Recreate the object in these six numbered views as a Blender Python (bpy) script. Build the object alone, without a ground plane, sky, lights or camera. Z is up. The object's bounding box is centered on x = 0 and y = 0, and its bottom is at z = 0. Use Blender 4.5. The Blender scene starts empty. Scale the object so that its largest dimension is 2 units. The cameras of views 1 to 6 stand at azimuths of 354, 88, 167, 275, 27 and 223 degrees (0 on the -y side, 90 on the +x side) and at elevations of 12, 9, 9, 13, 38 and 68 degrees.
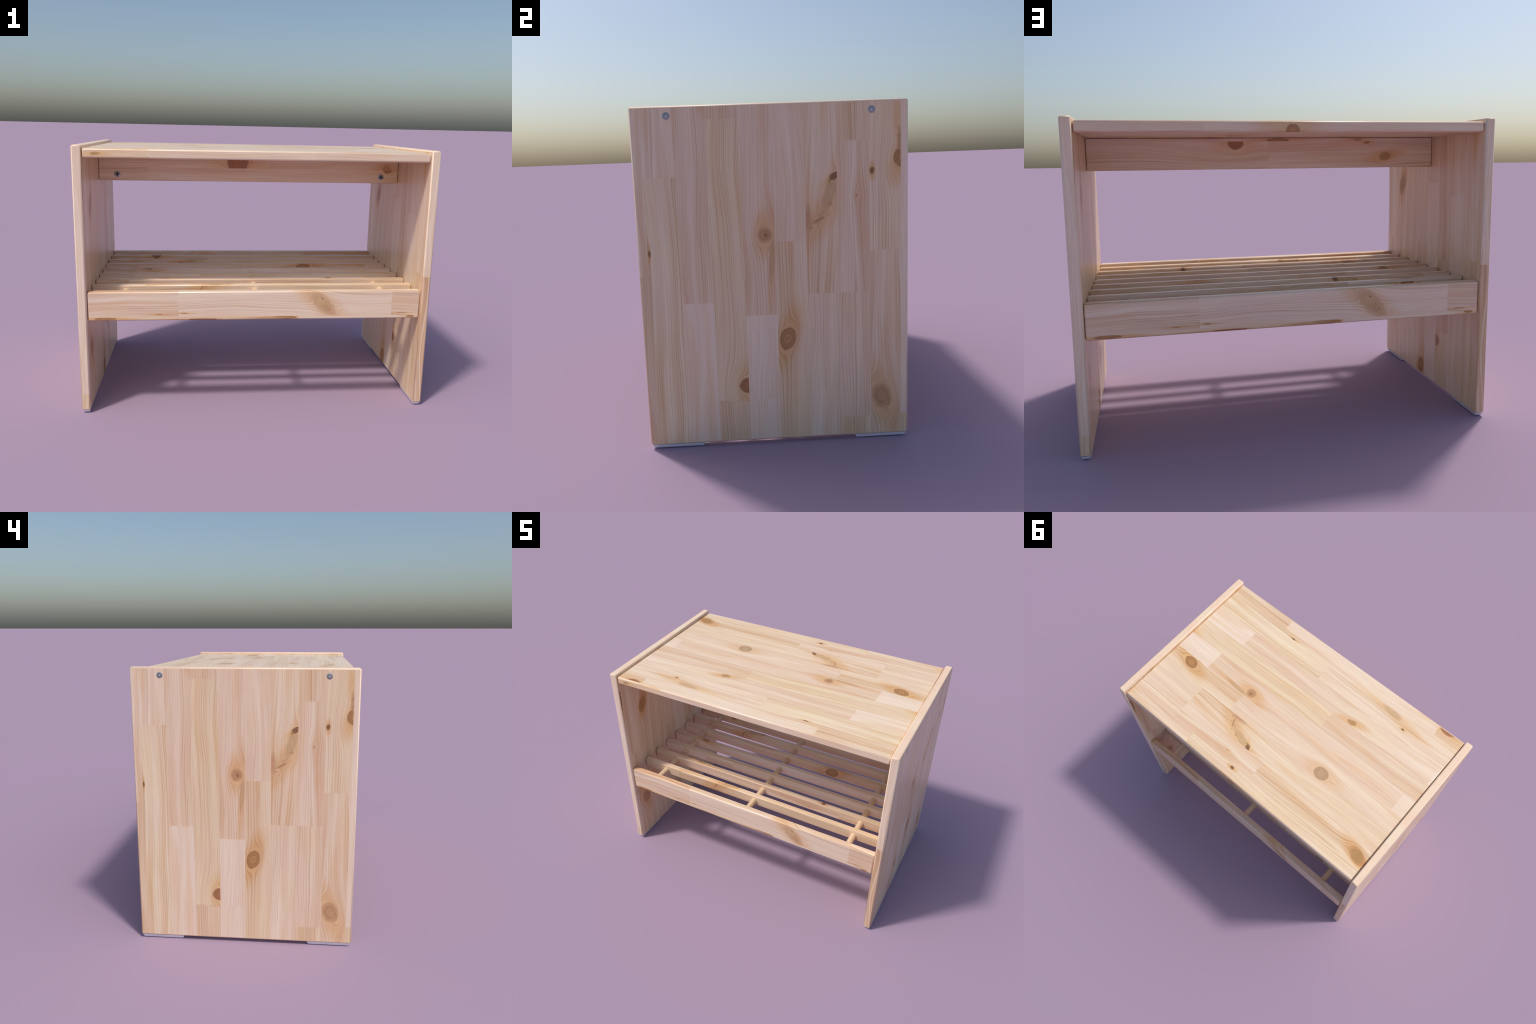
import bpy, bmesh, math
from mathutils import Vector, Matrix

# ------------------------------------------------------------------ sizes (metres)
HALF_X, THICK = 1.000, 0.0508            # outer face of a side panel, its thickness
HALF_Y = 0.5868                         # half depth of a side panel
PANEL_LOW, PANEL_TOP = 0.0160, 1.5115
INNER = HALF_X - THICK                  # inner face of the side panels
SEAT_Y, SEAT_LOW, SEAT_TOP = 0.5765, 1.4448, 1.4951
RAIL_OUT, RAIL_IN, RAIL_LOW, RAIL_TOP = 0.576, 0.527, 0.5462, 0.7130
SLAT_PITCH, SLAT_HALF, SLAT_LOW, SLAT_TOP = 0.1342, 0.0208, 0.6340, 0.7122
DOWEL_X, DOWEL_Z, DOWEL_R = 0.750, 0.6730, 0.0208
APRON_HALF, APRON_LOW = 0.0280, 1.2795
CHAMFER = 0.0085


# ------------------------------------------------------------------ node helpers
class Nodes:
    """Small builder: every call adds one node and returns its output socket."""

    def __init__(self, tree):
        self.t = tree

    def new(self, kind):
        return self.t.nodes.new(kind)

    def put(self, sock, val):
        if isinstance(val, bpy.types.NodeSocket):
            self.t.links.new(val, sock)
        elif val is not None:
            sock.default_value = val

    def math(self, op, a, b=None, c=None, clamp=False):
        n = self.new("ShaderNodeMath")
        n.operation = op
        n.use_clamp = clamp
        for s, v in zip(n.inputs, (a, b, c)):
            self.put(s, v)
        return n.outputs[0]

    def vec(self, op, a, b=None):
        n = self.new("ShaderNodeVectorMath")
        n.operation = op
        self.put(n.inputs[0], a)
        if b is not None:
            self.put(n.inputs[1], b)
        return n.outputs["Value"] if op in ("LENGTH", "DOT_PRODUCT", "DISTANCE") else n.outputs[0]

    def xyz(self, x=0.0, y=0.0, z=0.0):
        n = self.new("ShaderNodeCombineXYZ")
        for s, v in zip(n.inputs, (x, y, z)):
            self.put(s, v)
        return n.outputs[0]

    def split(self, v):
        n = self.new("ShaderNodeSeparateXYZ")
        self.put(n.inputs[0], v)
        return n.outputs

    def mix(self, f, a, b, mode="MIX"):
        n = self.new("ShaderNodeMix")
        n.data_type = "RGBA"
        n.blend_type = mode
        self.put(n.inputs[0], f)
        self.put(n.inputs[6], a)
        self.put(n.inputs[7], b)
        return n.outputs[2]

    def fmix(self, f, a, b):
        n = self.new("ShaderNodeMix")
        n.data_type = "FLOAT"
        self.put(n.inputs[0], f)
        self.put(n.inputs[2], a)
        self.put(n.inputs[3], b)
        return n.outputs[0]

    def noise(self, v, scale=1.0, detail=2.0, rough=0.5):
        n = self.new("ShaderNodeTexNoise")
        self.put(n.inputs["Vector"], v)
        n.inputs["Scale"].default_value = scale
        n.inputs["Detail"].default_value = detail
        n.inputs["Roughness"].default_value = rough
        return n.outputs[0]

    def range(self, v, a, b, lo=0.0, hi=1.0, smooth=True):
        n = self.new("ShaderNodeMapRange")
        n.interpolation_type = "SMOOTHSTEP" if smooth else "LINEAR"
        for s, x in zip(n.inputs, (v, a, b, lo, hi)):
            self.put(s, x)
        return n.outputs[0]


def col(r, g, b):
    return (r, g, b, 1.0)


# ------------------------------------------------------------------ pine, as tables of what the boards show
# Wood colours, all shades of planed pine: lightness runs dark -> pale, hue runs pink -> yellow.
DARK_PINK, PALE_PINK = col(0.825, 0.550, 0.380), col(0.965, 0.785, 0.630)
DARK_YELLOW, PALE_YELLOW = col(0.825, 0.572, 0.330), col(0.965, 0.798, 0.562)

# kinds of knot: (heart colour, rim colour, opacity, warm halo)
KNOTS = {
    "brown": (col(0.54, 0.275, 0.100), col(0.31, 0.130, 0.042), 0.94, 0.95),
    "red": (col(0.42, 0.175, 0.068), col(0.34, 0.125, 0.045), 0.94, 0.85),
    "dark": (col(0.17, 0.078, 0.035), col(0.32, 0.150, 0.060), 0.90, 1.00),
    "tan": (col(0.56, 0.370, 0.205), col(0.46, 0.280, 0.135), 0.90, 0.60),
    "ochre": (col(0.46, 0.255, 0.075), col(0.48, 0.285, 0.095), 0.80, 0.95),
    "soft": (col(0.62, 0.355, 0.185), col(0.44, 0.215, 0.088), 0.82, 0.85),
    "faint": (col(0.76, 0.520, 0.270), col(0.60, 0.375, 0.165), 0.60, 0.70),
    "blush": (col(0.68, 0.330, 0.175), col(0.76, 0.455, 0.275), 0.85, 0.50),
    "bend": (col(0.6, 0.4, 0.3), col(0.5, 0.3, 0.2), 0.0, 0.25),
    "burl": (col(0.6, 0.4, 0.3), col(0.5, 0.3, 0.2), 0.0, 0.80),
}


def wood_group(name, bounds, staves, knots, v0, period, finger=0.005):
    """Edge-glued, finger-jointed pine.  U runs across the staves, V along the grain.
    bounds: stave edges in U; staves: per stave the planks (start V, lightness, yellow, contrast);
    knots: (stave, U, V, half width, half length, turn, kind)."""
    g = bpy.data.node_groups.new(name, "ShaderNodeTree")
    for nm, io in (("U", "INPUT"), ("V", "INPUT"), ("Color", "OUTPUT")):
        g.interface.new_socket(nm, in_out=io, socket_type="NodeSocketColor" if nm == "Color" else "NodeSocketFloat")
    N = Nodes(g)
    gi, go = N.new("NodeGroupInput"), N.new("NodeGroupOutput")
    U = gi.outputs["U"]
    V = N.math("WRAP", gi.outputs["V"], v0 + period, v0)
    # finger joints: the plank ends interlock as a fine comb
    comb = N.math("MULTIPLY", N.math("PINGPONG", U, 0.0055), finger / 0.0055)
    Vj = N.math("ADD", V, comb)
    fac = N.math("DIVIDE", N.math("SUBTRACT", Vj, v0), period)
    plank = None
    for i, rows in enumerate(staves):
        rm = N.new("ShaderNodeValToRGB")
        rm.color_ramp.interpolation = "CONSTANT"
        el = rm.color_ramp.elements
        while len(el) > 1:
            el.remove(el[-1])
        for j, (v, light, yellow, contrast) in enumerate(rows):
            e = el[0] if j == 0 else el.new(max(0.0, min(1.0, (v - v0) / period)))
            e.position = max(0.0, min(1.0, (v - v0) / period))
            e.color = (light, yellow, contrast, 1.0)
        N.put(rm.inputs[0], fac)
        plank = rm.outputs[0] if i == 0 else N.mix(N.math("GREATER_THAN", U, bounds[i]), plank, rm.outputs[0])
    wn = N.new("ShaderNodeTexWhiteNoise")
    wn.noise_dimensions = "3D"
    N.put(wn.inputs["Vector"], plank)
    seed = wn.outputs["Value"]
    light, yellow, contrast = N.split(plank)

    P = N.xyz(U, V)
    wob = N.noise(N.vec("MULTIPLY", P, (44.0, 34.0, 1.0)), 1.0, 5.0, 0.6)
    curl = N.noise(N.vec("MULTIPLY", P, (30.0, 42.0, 1.0)), 1.0, 2.0)
    shift, halo, knotcol, knotmask = None, None, None, None
    for (st, ku, kv, ru, rv, turn, kind) in knots:
        heart, rim, opac, hal = KNOTS[kind]
        # plank that holds the knot
        rows = staves[st]
        starts = [r[0] for r in rows] + [v0 + period]
        for a, b in zip(starts, starts[1:]):
            if a <= kv < b:
                pv0, pv1 = a, b
        inside = N.math("MULTIPLY",
                        N.math("COMPARE", U, (bounds[st] + bounds[st + 1]) / 2, (bounds[st + 1] - bounds[st]) / 2),
                        N.math("COMPARE", Vj, (pv0 + pv1) / 2, (pv1 - pv0) / 2))
        mp = N.new("ShaderNodeMapping")
        mp.vector_type = "TEXTURE"
        N.put(mp.inputs[0], P)
        mp.inputs[1].default_value = (ku, kv, 0)
        mp.inputs[2].default_value = (0, 0, math.radians(turn))
        mp.inputs[3].default_value = (ru, rv, 1)
        q = mp.outputs[0]
        r = N.vec("LENGTH", q)
        # the grain flows round the knot like water round a post
        rf = N.vec("LENGTH", N.vec("MULTIPLY", q, (0.98, 0.74, 0.0)))
        flow = N.math("DIVIDE", 1.0, N.math("MAXIMUM", N.math("MULTIPLY", rf, rf), 1.0))
        if kind == "burl":      # curly figure: the grain tumbles
            dq = N.math("MULTIPLY", N.math("MULTIPLY", N.math("SUBTRACT", curl, 0.5), 0.044), N.math("MULTIPLY", N.range(r, 0.3, 1.3, 1.0, 0.0), inside))
        else:
            if kind in ("bend", "faint", "blush"):      # no hard body: the lines only lean aside
                flow = N.math("DIVIDE", {"bend": 0.95, "faint": 0.6, "blush": 0.2}[kind], N.math("ADD", N.math("MULTIPLY", rf, rf), 1.0))
            dq = N.math("MULTIPLY", N.math("SUBTRACT", U, ku), N.math("MULTIPLY", flow, inside))
        shift = dq if shift is None else N.math("ADD", shift, dq)
        h = N.math("MULTIPLY", N.range(N.vec("LENGTH", N.vec("MULTIPLY", q, (0.62, 0.30, 0.0))), 0.35, 1.35, hal, 0.0), inside)
        halo = h if halo is None else N.math("MAXIMUM", halo, h)
        if opac > 0:
            rr = N.math("ADD", r, N.math("MULTIPLY", N.math("SUBTRACT", wob, 0.5), 0.35 if ru > 0.025 else 0.8))
            soft = {"soft": 0.55, "faint": 0.45, "ochre": 0.60, "blush": 0.2}.get(kind, 0.84)
            body = N.math("MULTIPLY", N.range(rr, soft, 1.12, opac, 0.0), inside)
            ring = N.math("MULTIPLY", N.math("SINE", N.math("MULTIPLY", rr, 15.0)), 0.5)
            c = N.mix(N.math("ADD", N.math("POWER", rr, 2.0), N.math("MULTIPLY", ring, 0.9 if kind == "soft" else 0.6), clamp=True), heart, rim)
            knotcol = N.mix(body, knotcol if knotcol is not None else col(0.4, 0.25, 0.12), c) if knotcol is not None else c
            knotmask = body if knotmask is None else N.math("MAXIMUM", knotmask, body)

    # grain coordinate: straight across the stave, drifting slowly, pushed aside by knots
    U2 = N.math("SUBTRACT", U, shift) if shift is not None else U
    s10 = N.math("MULTIPLY", seed, 37.0)
    slow = N.noise(N.xyz(N.math("MULTIPLY", U2, 5.0), N.math("MULTIPLY", V, 1.1), s10), 1.0, 1.5)
    U3 = N.math("ADD", U2, N.math("MULTIPLY", N.math("SUBTRACT", slow, 0.5), 0.10))
    # year rings: uneven spacing, pale early wood ending in a thin dark line
    jit = N.noise(N.xyz(N.math("MULTIPLY", U3, 24.0), N.math("MULTIPLY", V, 0.25), s10), 1.0, 1.0)
    dens = N.fmix(seed, 66.0, 115.0)
    ph = N.math("ADD", N.math("MULTIPLY", U3, dens), N.math("ADD", N.math("MULTIPLY", jit, 4.5), s10))
    saw = N.math("FRACT", ph)
    ringv = N.math("MULTIPLY", N.math("POWER", saw, 2.2), N.range(saw, 0.86, 1.0, 1.0, 0.0))
    # which lines are strong and which fade
    amp = N.range(N.noise(N.xyz(N.math("MULTIPLY", U3, 20.0), N.math("MULTIPLY", V, 0.8), s10), 1.0, 2.0), 0.32, 0.66, 0.10, 1.55)
    ringv = N.math("MULTIPLY", N.math("MULTIPLY", ringv, amp), N.fmix(contrast, 0.30, 1.05))
    # fine fibre and broad cloudiness
    fibre = N.noise(N.xyz(N.math("MULTIPLY", U3, 240.0), N.math("MULTIPLY", V, 5.0), s10), 1.0, 3.0, 0.6)
    broad = N.noise(N.xyz(N.math("MULTIPLY", U3, 26.0), N.math("MULTIPLY", V, 0.7), N.math("ADD", s10, 5.0)), 1.0, 2.0)
    cloud = N.noise(N.xyz(N.math("MULTIPLY", U, 7.0), N.math("MULTIPLY", V, 4.0), s10), 1.0, 2.0)

    lt = N.math("ADD", light, N.math("MULTIPLY", N.math("SUBTRACT", broad, 0.5), N.fmix(contrast, 0.8, 2.9)), clamp=True)
    yl = N.math("ADD", yellow, N.math("MULTIPLY", N.math("SUBTRACT", cloud, 0.5), 1.1), clamp=True)
    base = N.mix(yl, N.mix(lt, DARK_PINK, PALE_PINK), N.mix(lt, DARK_YELLOW, PALE_YELLOW))
    base = N.mix(N.math("MULTIPLY", ringv, 0.90, clamp=True), base, N.mix(1.0, base, col(0.74, 0.60, 0.47), "MULTIPLY"))
    base = N.mix(N.range(fibre, 0.32, 0.68, 1.0, 0.0), base, N.mix(1.0, base, col(0.930, 0.895, 0.860), "MULTIPLY"))
    # honey-coloured patches drawn out along the grain
    honey = N.noise(N.xyz(N.math("MULTIPLY", U3, 15.0), N.math("MULTIPLY", V, 1.5), N.math("ADD", s10, 11.0)), 1.0, 2.0)
    base = N.mix(N.range(honey, 0.50, 0.72, 0.0, 0.55), base, N.mix(1.0, base, col(0.955, 0.840, 0.680), "MULTIPLY"))
    if halo is not None:
        base = N.mix(halo, base, N.mix(1.0, base, col(0.92, 0.745, 0.515), "MULTIPLY"))
    if knotmask is not None:
        speck = N.math("ADD", 0.82, N.math("MULTIPLY", wob, 0.36))
        base = N.mix(knotmask, base, N.mix(1.0, knotcol, N.xyz(speck, speck, speck), "MULTIPLY"))
    N.put(go.inputs["Color"], base)
    return g


STAVE = 0.1375
PANEL_BOUNDS = [0.004 + STAVE * k for k in range(-5, 6)]
PERIOD = 2.76
PANEL_STAVES = [
    [(0.0, 0.48, 0.62, 0.75), (0.796, 0.78, 0.34, 0.36), (2.030, 0.48, 0.62, 0.75)],
    [(0.0, 0.58, 0.80, 0.85), (1.208, 0.76, 0.36, 0.40), (2.520, 0.58, 0.80, 0.85)],
    [(0.0, 0.97, 0.14, 0.25), (0.659, 0.56, 0.38, 0.82), (2.190, 0.97, 0.14, 0.25)],
    [(0.0, 0.40, 0.42, 0.80), (0.208, 0.58, 0.88, 0.55), (1.450, 0.50, 0.30, 0.62), (2.560, 0.40, 0.42, 0.80)],
    [(0.0, 1.00, 0.12, 0.22), (0.603, 0.60, 0.26, 0.52), (2.130, 1.00, 0.12, 0.22)],
    [(0.0, 0.50, 0.70, 0.60), (0.920, 0.70, 0.28, 0.36), (2.480, 0.50, 0.70, 0.60)],
    [(0.0, 0.78, 0.40, 0.46), (0.689, 0.64, 0.55, 0.48), (2.600, 0.78, 0.40, 0.46)],
    [(0.0, 0.46, 0.70, 0.72), (0.103, 0.64, 0.24, 0.70), (1.340, 0.44, 0.62, 0.92), (2.640, 0.46, 0.70, 0.72)],
    [(0.0, 0.58, 0.36, 0.58), (0.873, 0.60, 0.66, 0.60), (2.500, 0.58, 0.36, 0.58)],
    [(0.0, 0.62, 0.80, 0.40), (0.110, 0.88, 0.18, 0.20), (2.680, 0.62, 0.80, 0.40)],
]
PANEL_KNOTS = [
    (1, -0.537, 0.894, 0.005, 0.016, 0, "dark"),
    (4, -0.037, 0.956, 0.034, 0.035, 0, "soft"),
    (4, -0.035, 0.956, 0.011, 0.012, 0, "red"),
    (4, -0.012, 0.850, 0.013, 0.110, -4, "faint"),
    (6, 0.188, 1.000, 0.040, 0.085, -35, "burl"),
    (6, 0.244, 1.120, 0.026, 0.085, -18, "faint"),
    (6, 0.146, 1.018, 0.026, 0.075, 0, "blush"),
    (6, 0.265, 1.196, 0.015, 0.024, -50, "dark"),
    (6, 0.246, 1.180, 0.006, 0.011, -30, "ochre"),
    (6, 0.248, 1.080, 0.010, 0.010, 0, "soft"),
    (6, 0.212, 1.042, 0.008, 0.026, -48, "faint"),
    (6, 0.196, 1.012, 0.007, 0.028, -62, "soft"),
    (8, 0.430, 1.216, 0.011, 0.014, 0, "dark"),
    (8, 0.560, 1.268, 0.036, 0.040, -20, "brown"),
    (8, 0.560, 1.325, 0.020, 0.070, 8, "soft"),
    (7, 0.372, 1.112, 0.022, 0.034, 0, "bend"),
    (7, 0.362, 1.112, 0.004, 0.006, 0, "soft"),
    (5, 0.048, 0.489, 0.035, 0.053, -16, "brown"),
    (3, -0.134, 0.280, 0.041, 0.037, 0, "red"),
    (8, 0.466, 0.200, 0.046, 0.062, 18, "soft"),
    (8, 0.475, 0.190, 0.020, 0.030, 18, "soft"),
    (2, -0.300, 1.587, 0.020, 0.037, 12, "ochre"),
    (1, -0.530, 1.740, 0.026, 0.085, -8, "faint"),
    (1, -0.473, 1.865, 0.008, 0.010, 0, "dark"),
    (0, -0.665, 2.090, 0.045, 0.060, 0, "red"),
    (5, 0.099, 1.662, 0.041, 0.050, 0, "tan"),
    (7, 0.362, 2.152, 0.036, 0.050, -22, "ochre"),
    (9, 0.590, 2.010, 0.024, 0.100, 0, "brown"),
    (9, 0.592, 2.463, 0.010, 0.022, 0, "dark"),
]

# rails: one wide stave and a sliver of the next one along the lower edge (U = height, V = length)
RAIL_BOUNDS = [0.50, 0.5665, 0.80]
RAIL_STAVES = [
    [(-1.0, 0.60, 0.62, 0.45), (-0.20, 0.55, 0.75, 0.5), (0.235, 0.66, 0.55, 0.4)],
    [(-1.0, 0.58, 0.30, 0.85), (-0.450, 0.86, 0.26, 0.42), (0.781, 0.50, 0.28, 0.97)],
]
RAIL_KNOTS = [
    (0, -0.855, 0.5590, 0.0075, 0.060, 0, "brown"),
    (0, 0.155, 0.5590, 0.0080, 0.075, 0, "brown"),
    (0, 0.060, 0.5570, 0.0060, 0.120, 0, "faint"),
    (0, 0.895, 0.5600, 0.0065, 0.022, 0, "brown"),
    (0, -0.310, 0.5530, 0.0040, 0.080, 0, "red"),
    (1, 0.377, 0.636, 0.045, 0.105, 44, "faint"),
    (1, 0.392, 0.622, 0.018, 0.060, 44, "soft"),
    (1, 0.365, 0.650, 0.012, 0.040, 44, "faint"),
    (1, 0.371, 0.668, 0.004, 0.005, 0, "dark"),
    (1, -0.415, 0.588, 0.004, 0.022, 0, "ochre"),
    (1, -0.555, 0.582, 0.003, 0.022, 0, "ochre"),
    (1, 0.840, 0.581, 0.004, 0.035, 0, "soft"),
]
RAIL_KNOTS = [(s, u, v, a, b, t, k) for (s, v, u, a, b, t, k) in RAIL_KNOTS]

APRON_FRONT_BOUNDS = [1.20, 1.3625, 1.50]
APRON_FRONT_STAVES = [
    [(-1.0, 0.60, 0.50, 0.75), (-0.655, 0.78, 0.42, 0.55), (0.845, 0.58, 0.85, 0.50)],
    [(-1.0, 0.58, 0.55, 0.80), (0.105, 0.62, 0.42, 0.50)],
]
APRON_FRONT_KNOTS = [
    (1, 1.405, -0.090, 0.075, 0.066, 0, "red"),
    (1, 1.362, 0.868, 0.040, 0.030, 0, "soft"),
    (0, 1.362, 0.878, 0.018, 0.024, 0, "brown"),
]
APRON_BACK_BOUNDS = [1.20, 1.4250, 1.50]
APRON_BACK_STAVES = [
    [(-1.0, 0.70, 0.50, 0.65), (0.003, 0.66, 0.55, 0.55)],
    [(-1.0, 0.62, 0.20, 0.40)],
]
APRON_BACK_KNOTS = [
    (0, 1.418, 0.183, 0.036, 0.042, 0, "red"),
    (0, 1.3420, -0.663, 0.026, 0.040, 12, "ochre"),
    (0, 1.4240, -0.555, 0.012, 0.016, 0, "brown"),
    (1, 1.4310, -0.050, 0.010, 0.060, 0, "brown"),
    (1, 1.4330, -0.500, 0.009, 0.030, 0, "soft"),
]


def wood_material(name, group, u, v, scale=1.0):
    """u, v: (x, y, z, offset) weights that turn Object coordinates into across / along grain;
    a string as offset names a custom property of the object that supplies it."""
    m = bpy.data.materials.new(name)
    m.use_nodes = True
    t = m.node_tree
    N = Nodes(t)
    bsdf = t.nodes["Principled BSDF"]
    tc = N.new("ShaderNodeTexCoord").outputs["Object"]

    def axis(w):
        d = N.vec("DOT_PRODUCT", tc, tuple(w[:3]))
        if isinstance(w[3], str):
            a = N.new("ShaderNodeAttribute")
            a.attribute_type = "OBJECT"
            a.attribute_name = '["%s"]' % w[3]
            return N.math("ADD", d, a.outputs["Fac"])
        return N.math("ADD", d, w[3])

    gn = N.new("ShaderNodeGroup")
    gn.node_tree = group
    N.put(gn.inputs["U"], axis(u))
    N.put(gn.inputs["V"], axis(v))
    N.put(bsdf.inputs["Base Color"], gn.outputs["Color"])
    bsdf.inputs["Roughness"].default_value = 0.34
    bsdf.inputs["Specular IOR Level"].default_value = 0.50
    return m


def end_grain_material(name):
    """Sawn stave ends: year rings cut across, each stave with its own pith."""
    m = bpy.data.materials.new(name)
    m.use_nodes = True
    t = m.node_tree
    N = Nodes(t)
    bsdf = t.nodes["Principled BSDF"]
    x, y, z = N.split(N.new("ShaderNodeTexCoord").outputs["Object"])
    idx = N.math("FLOOR", N.math("DIVIDE", N.math("SUBTRACT", y, 0.004), STAVE))
    wn = N.new("ShaderNodeTexWhiteNoise")
    wn.noise_dimensions = "1D"
    N.put(wn.inputs["W"], idx)
    ra, rb, rc = N.split(wn.outputs["Color"])
    mid = N.math("MULTIPLY", N.math("ADD", idx, 0.5), STAVE)
    dy = N.math("SUBTRACT", N.math("SUBTRACT", y, mid), N.math("MULTIPLY", N.math("SUBTRACT", ra, 0.5), 0.16))
    dx = N.math("SUBTRACT", x, N.math("MULTIPLY", N.math("SUBTRACT", rb, 0.5), 0.22))
    d = N.math("SQRT", N.math("ADD", N.math("MULTIPLY", dx, dx), N.math("MULTIPLY", dy, dy)))
    nz = N.noise(N.xyz(N.math("MULTIPLY", dx, 40.0), N.math("MULTIPLY", dy, 40.0), N.math("MULTIPLY", idx, 3.1)), 1.0, 2.0)
    saw = N.math("FRACT", N.math("ADD", N.math("MULTIPLY", d, 110.0), N.math("MULTIPLY", nz, 1.2)))
    ring = N.math("MULTIPLY", N.math("POWER", saw, 1.8), N.range(saw, 0.85, 1.0, 1.0, 0.0))
    c = N.mix(rc, col(0.92, 0.74, 0.54), col(0.92, 0.68, 0.50))
    c = N.mix(N.math("MULTIPLY", ring, 0.62), c, col(0.84, 0.58, 0.40))
    red = N.range(N.math("ADD", N.noise(N.xyz(N.math("MULTIPLY", y, 11.0), N.math("MULTIPLY", x, 25.0), 2.0), 1.0, 1.0), 0.0), 0.60, 0.72, 0.0, 0.45)
    c = N.mix(red, c, col(0.90, 0.56, 0.38))
    N.put(bsdf.inputs["Base Color"], c)
    bsdf.inputs["Roughness"].default_value = 0.45
    bsdf.inputs["Specular IOR Level"].default_value = 0.45
    return m


def dowel_material(name):
    m = bpy.data.materials.new(name)
    m.use_nodes = True
    t = m.node_tree
    N = Nodes(t)
    bsdf = t.nodes["Principled BSDF"]
    oi = N.new("ShaderNodeObjectInfo").outputs["Random"]
    x, y, z = N.split(N.new("ShaderNodeTexCoord").outputs["Object"])
    sd = N.math("MULTIPLY", oi, 20.0)
    v = N.vec("MULTIPLY", N.xyz(x, y, N.math("ADD", z, sd)), (1.0, 0.02, 1.0))
    f = N.noise(v, 130.0, 3.0)
    patch = N.noise(N.xyz(N.math("MULTIPLY", x, 9.0), N.math("MULTIPLY", y, 6.0), N.math("ADD", z, sd)), 1.0, 1.0)
    c = N.mix(N.range(f, 0.3, 0.7), col(0.78, 0.54, 0.33), col(0.90, 0.70, 0.48))
    red = N.math("MULTIPLY", N.range(patch, 0.60, 0.66), N.range(f, 0.42, 0.55))
    c = N.mix(N.math("MULTIPLY", red, 0.75), c, col(0.40, 0.16, 0.07))
    N.put(bsdf.inputs["Base Color"], c)
    bsdf.inputs["Roughness"].default_value = 0.5
    bsdf.inputs["Specular IOR Level"].default_value = 0.3
    return m


def plain_material(name, color, rough, metal=0.0, grain=0.0):
    m = bpy.data.materials.new(name)
    m.use_nodes = True
    N = Nodes(m.node_tree)
    bsdf = m.node_tree.nodes["Principled BSDF"]
    nz = N.noise(N.new("ShaderNodeTexCoord").outputs["Object"], 260.0, 3.0)
    dark = tuple(c * (1 - grain) for c in color[:3]) + (1.0,)
    N.put(bsdf.inputs["Base Color"], N.mix(nz, dark, color))
    bsdf.inputs["Roughness"].default_value = rough
    bsdf.inputs["Metallic"].default_value = metal
    return m


SEAT_FRONT_STAVES = [[(-1.0, 0.62, 0.62, 0.70), (-0.600, 0.80, 0.32, 0.35), (0.300, 0.78, 0.28, 0.40)]]
SEAT_FRONT_KNOTS = [(0, 1.468, -0.875, 0.010, 0.030, 0, "ochre"), (0, 1.480, -0.72, 0.03, 0.05, 0, "bend")]
SEAT_BACK_STAVES = [[(-1.0, 0.74, 0.42, 0.45), (-0.720, 0.80, 0.30, 0.35), (0.404, 0.80, 0.16, 0.35)]]
SEAT_BACK_KNOTS = [(0, 1.450, 0.005, 0.030, 0.032, 0, "brown"), (0, 1.470, 0.02, 0.04, 0.05, 0, "burl")]

SEAT_FRONT_WOOD = wood_group("pine_seat_front", [1.40, 1.55], SEAT_FRONT_STAVES, SEAT_FRONT_KNOTS, -1.0, 2.0)
SEAT_BACK_WOOD = wood_group("pine_seat_back", [1.40, 1.55], SEAT_BACK_STAVES, SEAT_BACK_KNOTS, -1.0, 2.0)
PANEL_WOOD = wood_group("glued_pine_panel", PANEL_BOUNDS, PANEL_STAVES, PANEL_KNOTS, 0.0, PERIOD)
RAIL_WOOD = wood_group("pine_rail", RAIL_BOUNDS, RAIL_STAVES, RAIL_KNOTS, -1.0, 2.0)
APRON_FRONT_WOOD = wood_group("pine_apron_front", APRON_FRONT_BOUNDS, APRON_FRONT_STAVES, APRON_FRONT_KNOTS, -1.0, 2.0)
APRON_BACK_WOOD = wood_group("pine_apron_back", APRON_BACK_BOUNDS, APRON_BACK_STAVES, APRON_BACK_KNOTS, -1.0, 2.0)

# the right-hand panel is modelled in place; the left-hand one is the same board turned half round
PANEL_OUT = wood_material("pine_panel_outside", PANEL_WOOD, (0.5, 1, 0, -0.5 * HALF_X), (0, 0, 1, 0.0))
PANEL_IN = wood_material("pine_panel_inside", PANEL_WOOD, (0, 1, 0, 0.0), (0, 0, -1, 0.563))
SEAT_WOOD = wood_material("pine_seat", PANEL_WOOD, (0, 1, 0, -0.078), (-1, 0, 0, 1.272))
SEAT_FRONT = wood_material("pine_seat_front", SEAT_FRONT_WOOD, (0, 0, 1, 0.0), (1, 0, 0, 0.0))
SEAT_BACK = wood_material("pine_seat_back", SEAT_BACK_WOOD, (0, 0, 1, 0.0), (1, 0, 0, 0.0))
RAIL_MAT = wood_material("pine_rail", RAIL_WOOD, (0, 0.5, 1, 0.5 * RAIL_OUT), (1, 0, 0, 0.0))
APRON_FRONT = wood_material("pine_apron_front", APRON_FRONT_WOOD, (0, 0, 1, 0.0), (1, 0, 0, 0.0))
APRON_BACK = wood_material("pine_apron_back", APRON_BACK_WOOD, (0, 0, 1, 0.0), (1, 0, 0, 0.0))
SLAT_MAT = wood_material("pine_slat", PANEL_WOOD, (0, 0.8, 1, "across_shift"), (1, 0, 0, "along_shift"))
END_GRAIN = end_grain_material("pine_end_grain")
DOWEL_MAT = dowel_material("pine_dowel")
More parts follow.
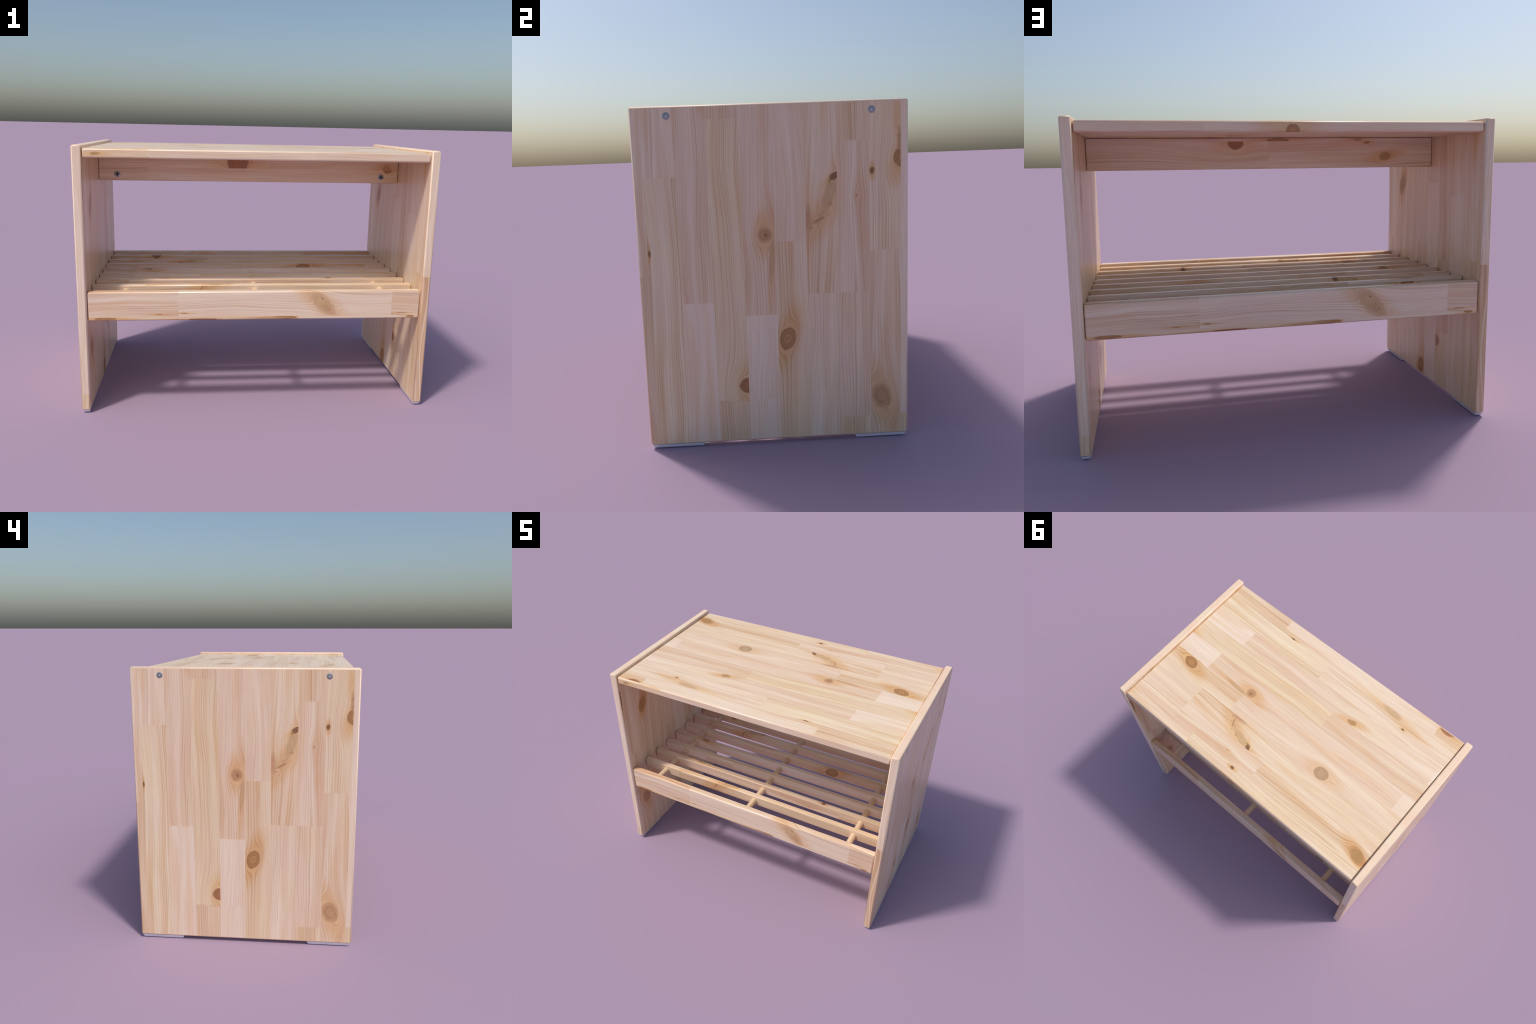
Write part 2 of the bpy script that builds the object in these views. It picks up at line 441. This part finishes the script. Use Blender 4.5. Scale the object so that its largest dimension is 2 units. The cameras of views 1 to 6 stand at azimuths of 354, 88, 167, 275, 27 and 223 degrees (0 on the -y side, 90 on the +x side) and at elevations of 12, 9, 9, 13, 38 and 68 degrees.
STEEL = plain_material("zinc_steel", col(0.40, 0.42, 0.45), 0.45, 0.95, 0.15)
SOCKET = plain_material("screw_socket", col(0.10, 0.10, 0.13), 0.5, 0.8, 0.2)
RECESS = plain_material("screw_recess", col(0.035, 0.035, 0.04), 0.6, 0.6, 0.3)
PLASTIC = plain_material("white_plastic", col(0.88, 0.89, 0.96), 0.4, 0.0, 0.04)

# ------------------------------------------------------------------ geometry helpers
COLL = bpy.context.scene.collection


def link(name, mesh, parent=None):
    ob = bpy.data.objects.new(name, mesh)
    COLL.objects.link(ob)
    if parent:
        ob.parent = parent
    return ob


def board_mesh(name, lo, hi, mats, pick=None, chamfer=CHAMFER, segments=3):
    """A board with eased edges.  pick(normal) -> material slot."""
    bm = bmesh.new()
    bmesh.ops.create_cube(bm, size=1.0)
    for v in bm.verts:
        v.co = Vector([lo[i] + (v.co[i] + 0.5) * (hi[i] - lo[i]) for i in range(3)])
    bm.normal_update()
    bmesh.ops.bevel(bm, geom=list(bm.edges), offset=chamfer, segments=segments, profile=0.32, affect="EDGES", clamp_overlap=True)
    bm.normal_update()
    for f in bm.faces:
        f.smooth = True
        if pick:
            f.material_index = pick(f.normal)
    me = bpy.data.meshes.new(name)
    bm.to_mesh(me)
    bm.free()
    for mt in mats:
        me.materials.append(mt)
    # normals: the flats stay flat, the eased edges blend between them
    nrm = [Vector((0, 0, 0)) for _ in me.vertices]
    for p in me.polygons:
        if max(abs(c) for c in p.normal) > 0.9999 and p.area > 1e-4:
            for vi in p.vertices:
                nrm[vi] = p.normal.copy()
    for p in me.polygons:
        if not (max(abs(c) for c in p.normal) > 0.9999 and p.area > 1e-4):
            for vi in p.vertices:
                if nrm[vi].length < 0.5 or max(abs(c) for c in nrm[vi]) < 0.9999:
                    nrm[vi] = nrm[vi] + p.normal
    me.normals_split_custom_set_from_vertices([tuple(n.normalized()) for n in nrm])
    return me


def lathe(bm, profile, n, frame, mat, cap=True):
    """Turn a profile of (radius, height) about an axis; frame maps (x, y, height) to the part."""
    rings = []
    for r, h in profile:
        rings.append([bm.verts.new(frame @ Vector((r * math.cos(2 * math.pi * i / n), r * math.sin(2 * math.pi * i / n), h))) for i in range(n)])
    for a, b in zip(rings, rings[1:]):
        for i in range(n):
            f = bm.faces.new((a[i], a[(i + 1) % n], b[(i + 1) % n], b[i]))
            f.material_index = mat
            f.smooth = True
    if cap:
        f = bm.faces.new(rings[-1])
        f.material_index = mat
        f = bm.faces.new(list(reversed(rings[0])))
        f.material_index = mat
    return rings


def finish(bm, name, mats, angle=35):
    me = bpy.data.meshes.new(name)
    bmesh.ops.recalc_face_normals(bm, faces=bm.faces)
    bm.to_mesh(me)
    bm.free()
    for m in mats:
        me.materials.append(m)
    me.set_sharp_from_angle(angle=math.radians(angle))
    return me


# ------------------------------------------------------------------ the bench
bench = bpy.data.objects.new("shoe_bench", None)
COLL.objects.link(bench)
bench["label"] = "low pine bench with flat top and slatted lower shelf"
bench["category"] = "shoe bench"

# side panels
panel_mesh = board_mesh("side_panel", (INNER, -HALF_Y, PANEL_LOW), (HALF_X, HALF_Y, PANEL_TOP),
                        [PANEL_OUT, PANEL_IN, END_GRAIN],
                        pick=lambda n: 1 if n.x < -0.95 else (2 if abs(n.z) > 0.3 else 0))
panels = []
for turn in (0.0, math.pi):
    p = link("side_panel", panel_mesh, bench)
    p.rotation_euler = (0, 0, turn)
    panels.append(p)

# top board
seat = link("top_board", board_mesh("top_board", (-INNER + 0.0015, -SEAT_Y, SEAT_LOW), (INNER - 0.0015, SEAT_Y, SEAT_TOP), [SEAT_WOOD, SEAT_FRONT, SEAT_BACK],
                                    pick=lambda n: 1 if n.y < -0.3 else (2 if n.y > 0.3 else 0), chamfer=0.0095), bench)

# lower rails (front, and the same board turned round at the back)
rail_mesh = board_mesh("rail", (-INNER + 0.0015, -RAIL_OUT, RAIL_LOW), (INNER - 0.0015, -RAIL_IN, RAIL_TOP), [RAIL_MAT])
for turn in (0.0, math.pi):
    r = link("rail", rail_mesh, bench)
    r.rotation_euler = (0, 0, turn)

# apron under the top
apron = link("apron", board_mesh("apron", (-INNER + 0.0015, -APRON_HALF, APRON_LOW), (INNER - 0.0015, APRON_HALF, SEAT_LOW - 0.0012),
                                 [APRON_FRONT, APRON_BACK], pick=lambda n: 1 if n.y > 0.5 else 0, chamfer=0.005), bench)

# slats of the lower shelf; the shifts choose which stretch of pine each one is cut from
slat_mesh = board_mesh("slat", (-INNER + 0.003, -SLAT_HALF, SLAT_LOW - 0.679), (INNER - 0.003, SLAT_HALF, SLAT_TOP - 0.679), [SLAT_MAT])
SLAT_CUTS = [(0.205, 1.330), (0.395, 0.750), (-0.470, 0.330), (-0.330, 2.250), (0.060, 0.119), (0.215, 1.480), (-0.170, 0.911)]
for k, (du, dv) in zip(range(-3, 4), SLAT_CUTS):
    s = link("slat", slat_mesh, bench)
    s.location = (0, k * SLAT_PITCH, 0.679)
    s["across_shift"] = du
    s["along_shift"] = dv

# dowels that string the slats together
bm = bmesh.new()
lathe(bm, [(DOWEL_R, -0.545), (DOWEL_R, 0.545)], 32, Matrix.Rotation(math.radians(-90), 4, "X"), 0)
dowel_mesh = finish(bm, "dowel", [DOWEL_MAT])
for x in (-DOWEL_X, 0.0, DOWEL_X):
    d = link("dowel", dowel_mesh, bench)
    d.location = (x, 0, DOWEL_Z)


# screws: flat heads, hexagon socket in the panels, cross recess in the apron
def screw_mesh(name, radius, cross):
    bm = bmesh.new()
    I = Matrix.Identity(4)
    if not cross:
        n = 36
        head = lathe(bm, [(radius, -0.006), (radius, 0.0004), (radius * 0.94, 0.0011), (radius * 0.33, 0.0012)], n, I, 0, cap=False)
        hexr = [bm.verts.new((radius * 0.20 * math.cos(math.pi / 3 * i), radius * 0.20 * math.sin(math.pi / 3 * i), 0.0012)) for i in range(6)]
        floor = [bm.verts.new((v.co.x, v.co.y, -0.0004)) for v in hexr]
        rim = head[-1]
        for i in range(n):
            a, b = hexr[(i // 6) % 6], hexr[((i // 6) + 1) % 6]
            if i % 6 == 5:
                bm.faces.new((rim[i], rim[(i + 1) % n], b, a))
            else:
                bm.faces.new((rim[i], rim[(i + 1) % n], a))
        for i in range(6):
            f = bm.faces.new((hexr[i], hexr[(i + 1) % 6], floor[(i + 1) % 6], floor[i]))
            f.material_index = 0
        f = bm.faces.new(floor)
        f.material_index = 1
    else:
        lathe(bm, [(radius, -0.006), (radius, 0.0005), (radius * 0.92, 0.0013)], 36, I, 0)
        w, l = radius * 0.12, radius * 0.62
        core = radius * 0.26
        pts = []
        for i in range(4):
            a = math.pi / 2 * i
            c, s = math.cos(a), math.sin(a)
            for px, py in ((l, -w), (l, w), (core * 0.8, core * 0.8)):
                pts.append((px * c - py * s, px * s + py * c))
        top = [bm.verts.new((px, py, 0.0016)) for px, py in pts]
        bot = [bm.verts.new((px, py, 0.0009)) for px, py in pts]
        f = bm.faces.new(top)
        f.material_index = 1
        for i in range(len(pts)):
            f = bm.faces.new((bot[i], bot[(i + 1) % len(pts)], top[(i + 1) % len(pts)], top[i]))
            f.material_index = 1
    return finish(bm, name, [STEEL, RECESS if cross else SOCKET])


hex_screw = screw_mesh("panel_screw", 0.0166, False)
for p, side in ((panels[0], 1), (panels[1], -1)):
    for y in (-0.4305, 0.4305):
        s = link("screw", hex_screw, p)
        s.location = (HALF_X - 0.0011, y, 1.470)
        s.rotation_euler = (0, math.radians(90), 0)
cross_screw = screw_mesh("apron_screw", 0.0190, True)
for x in (-0.835, 0.835):
    s = link("screw", cross_screw, apron)
    s.location = (x, -APRON_HALF, 1.3188)
    s.rotation_euler = (math.radians(90), 0, 0)

# glides under the panel ends
bm = bmesh.new()
bmesh.ops.create_cube(bm, size=1.0)
for v in bm.verts:
    low = v.co.z < 0
    v.co = Vector((0.974 + v.co.x * (0.034 if low else 0.046), 0.4615 + v.co.y * (0.222 if low else 0.239), 0.0 if low else PANEL_LOW + 0.0006))
bm.normal_update()
bmesh.ops.bevel(bm, geom=[e for e in bm.edges if min(v.co.z for v in e.verts) < 0.001], offset=0.004, segments=3, profile=0.5, affect="EDGES")
for f in bm.faces:
    f.smooth = True
glide_mesh = finish(bm, "glide", [PLASTIC], 40)
glide_flip = glide_mesh.copy()
for v in glide_flip.vertices:
    v.co.y = -v.co.y
glide_flip.flip_normals()
for p in panels:
    link("glide", glide_mesh, p)
    link("glide", glide_flip, p)
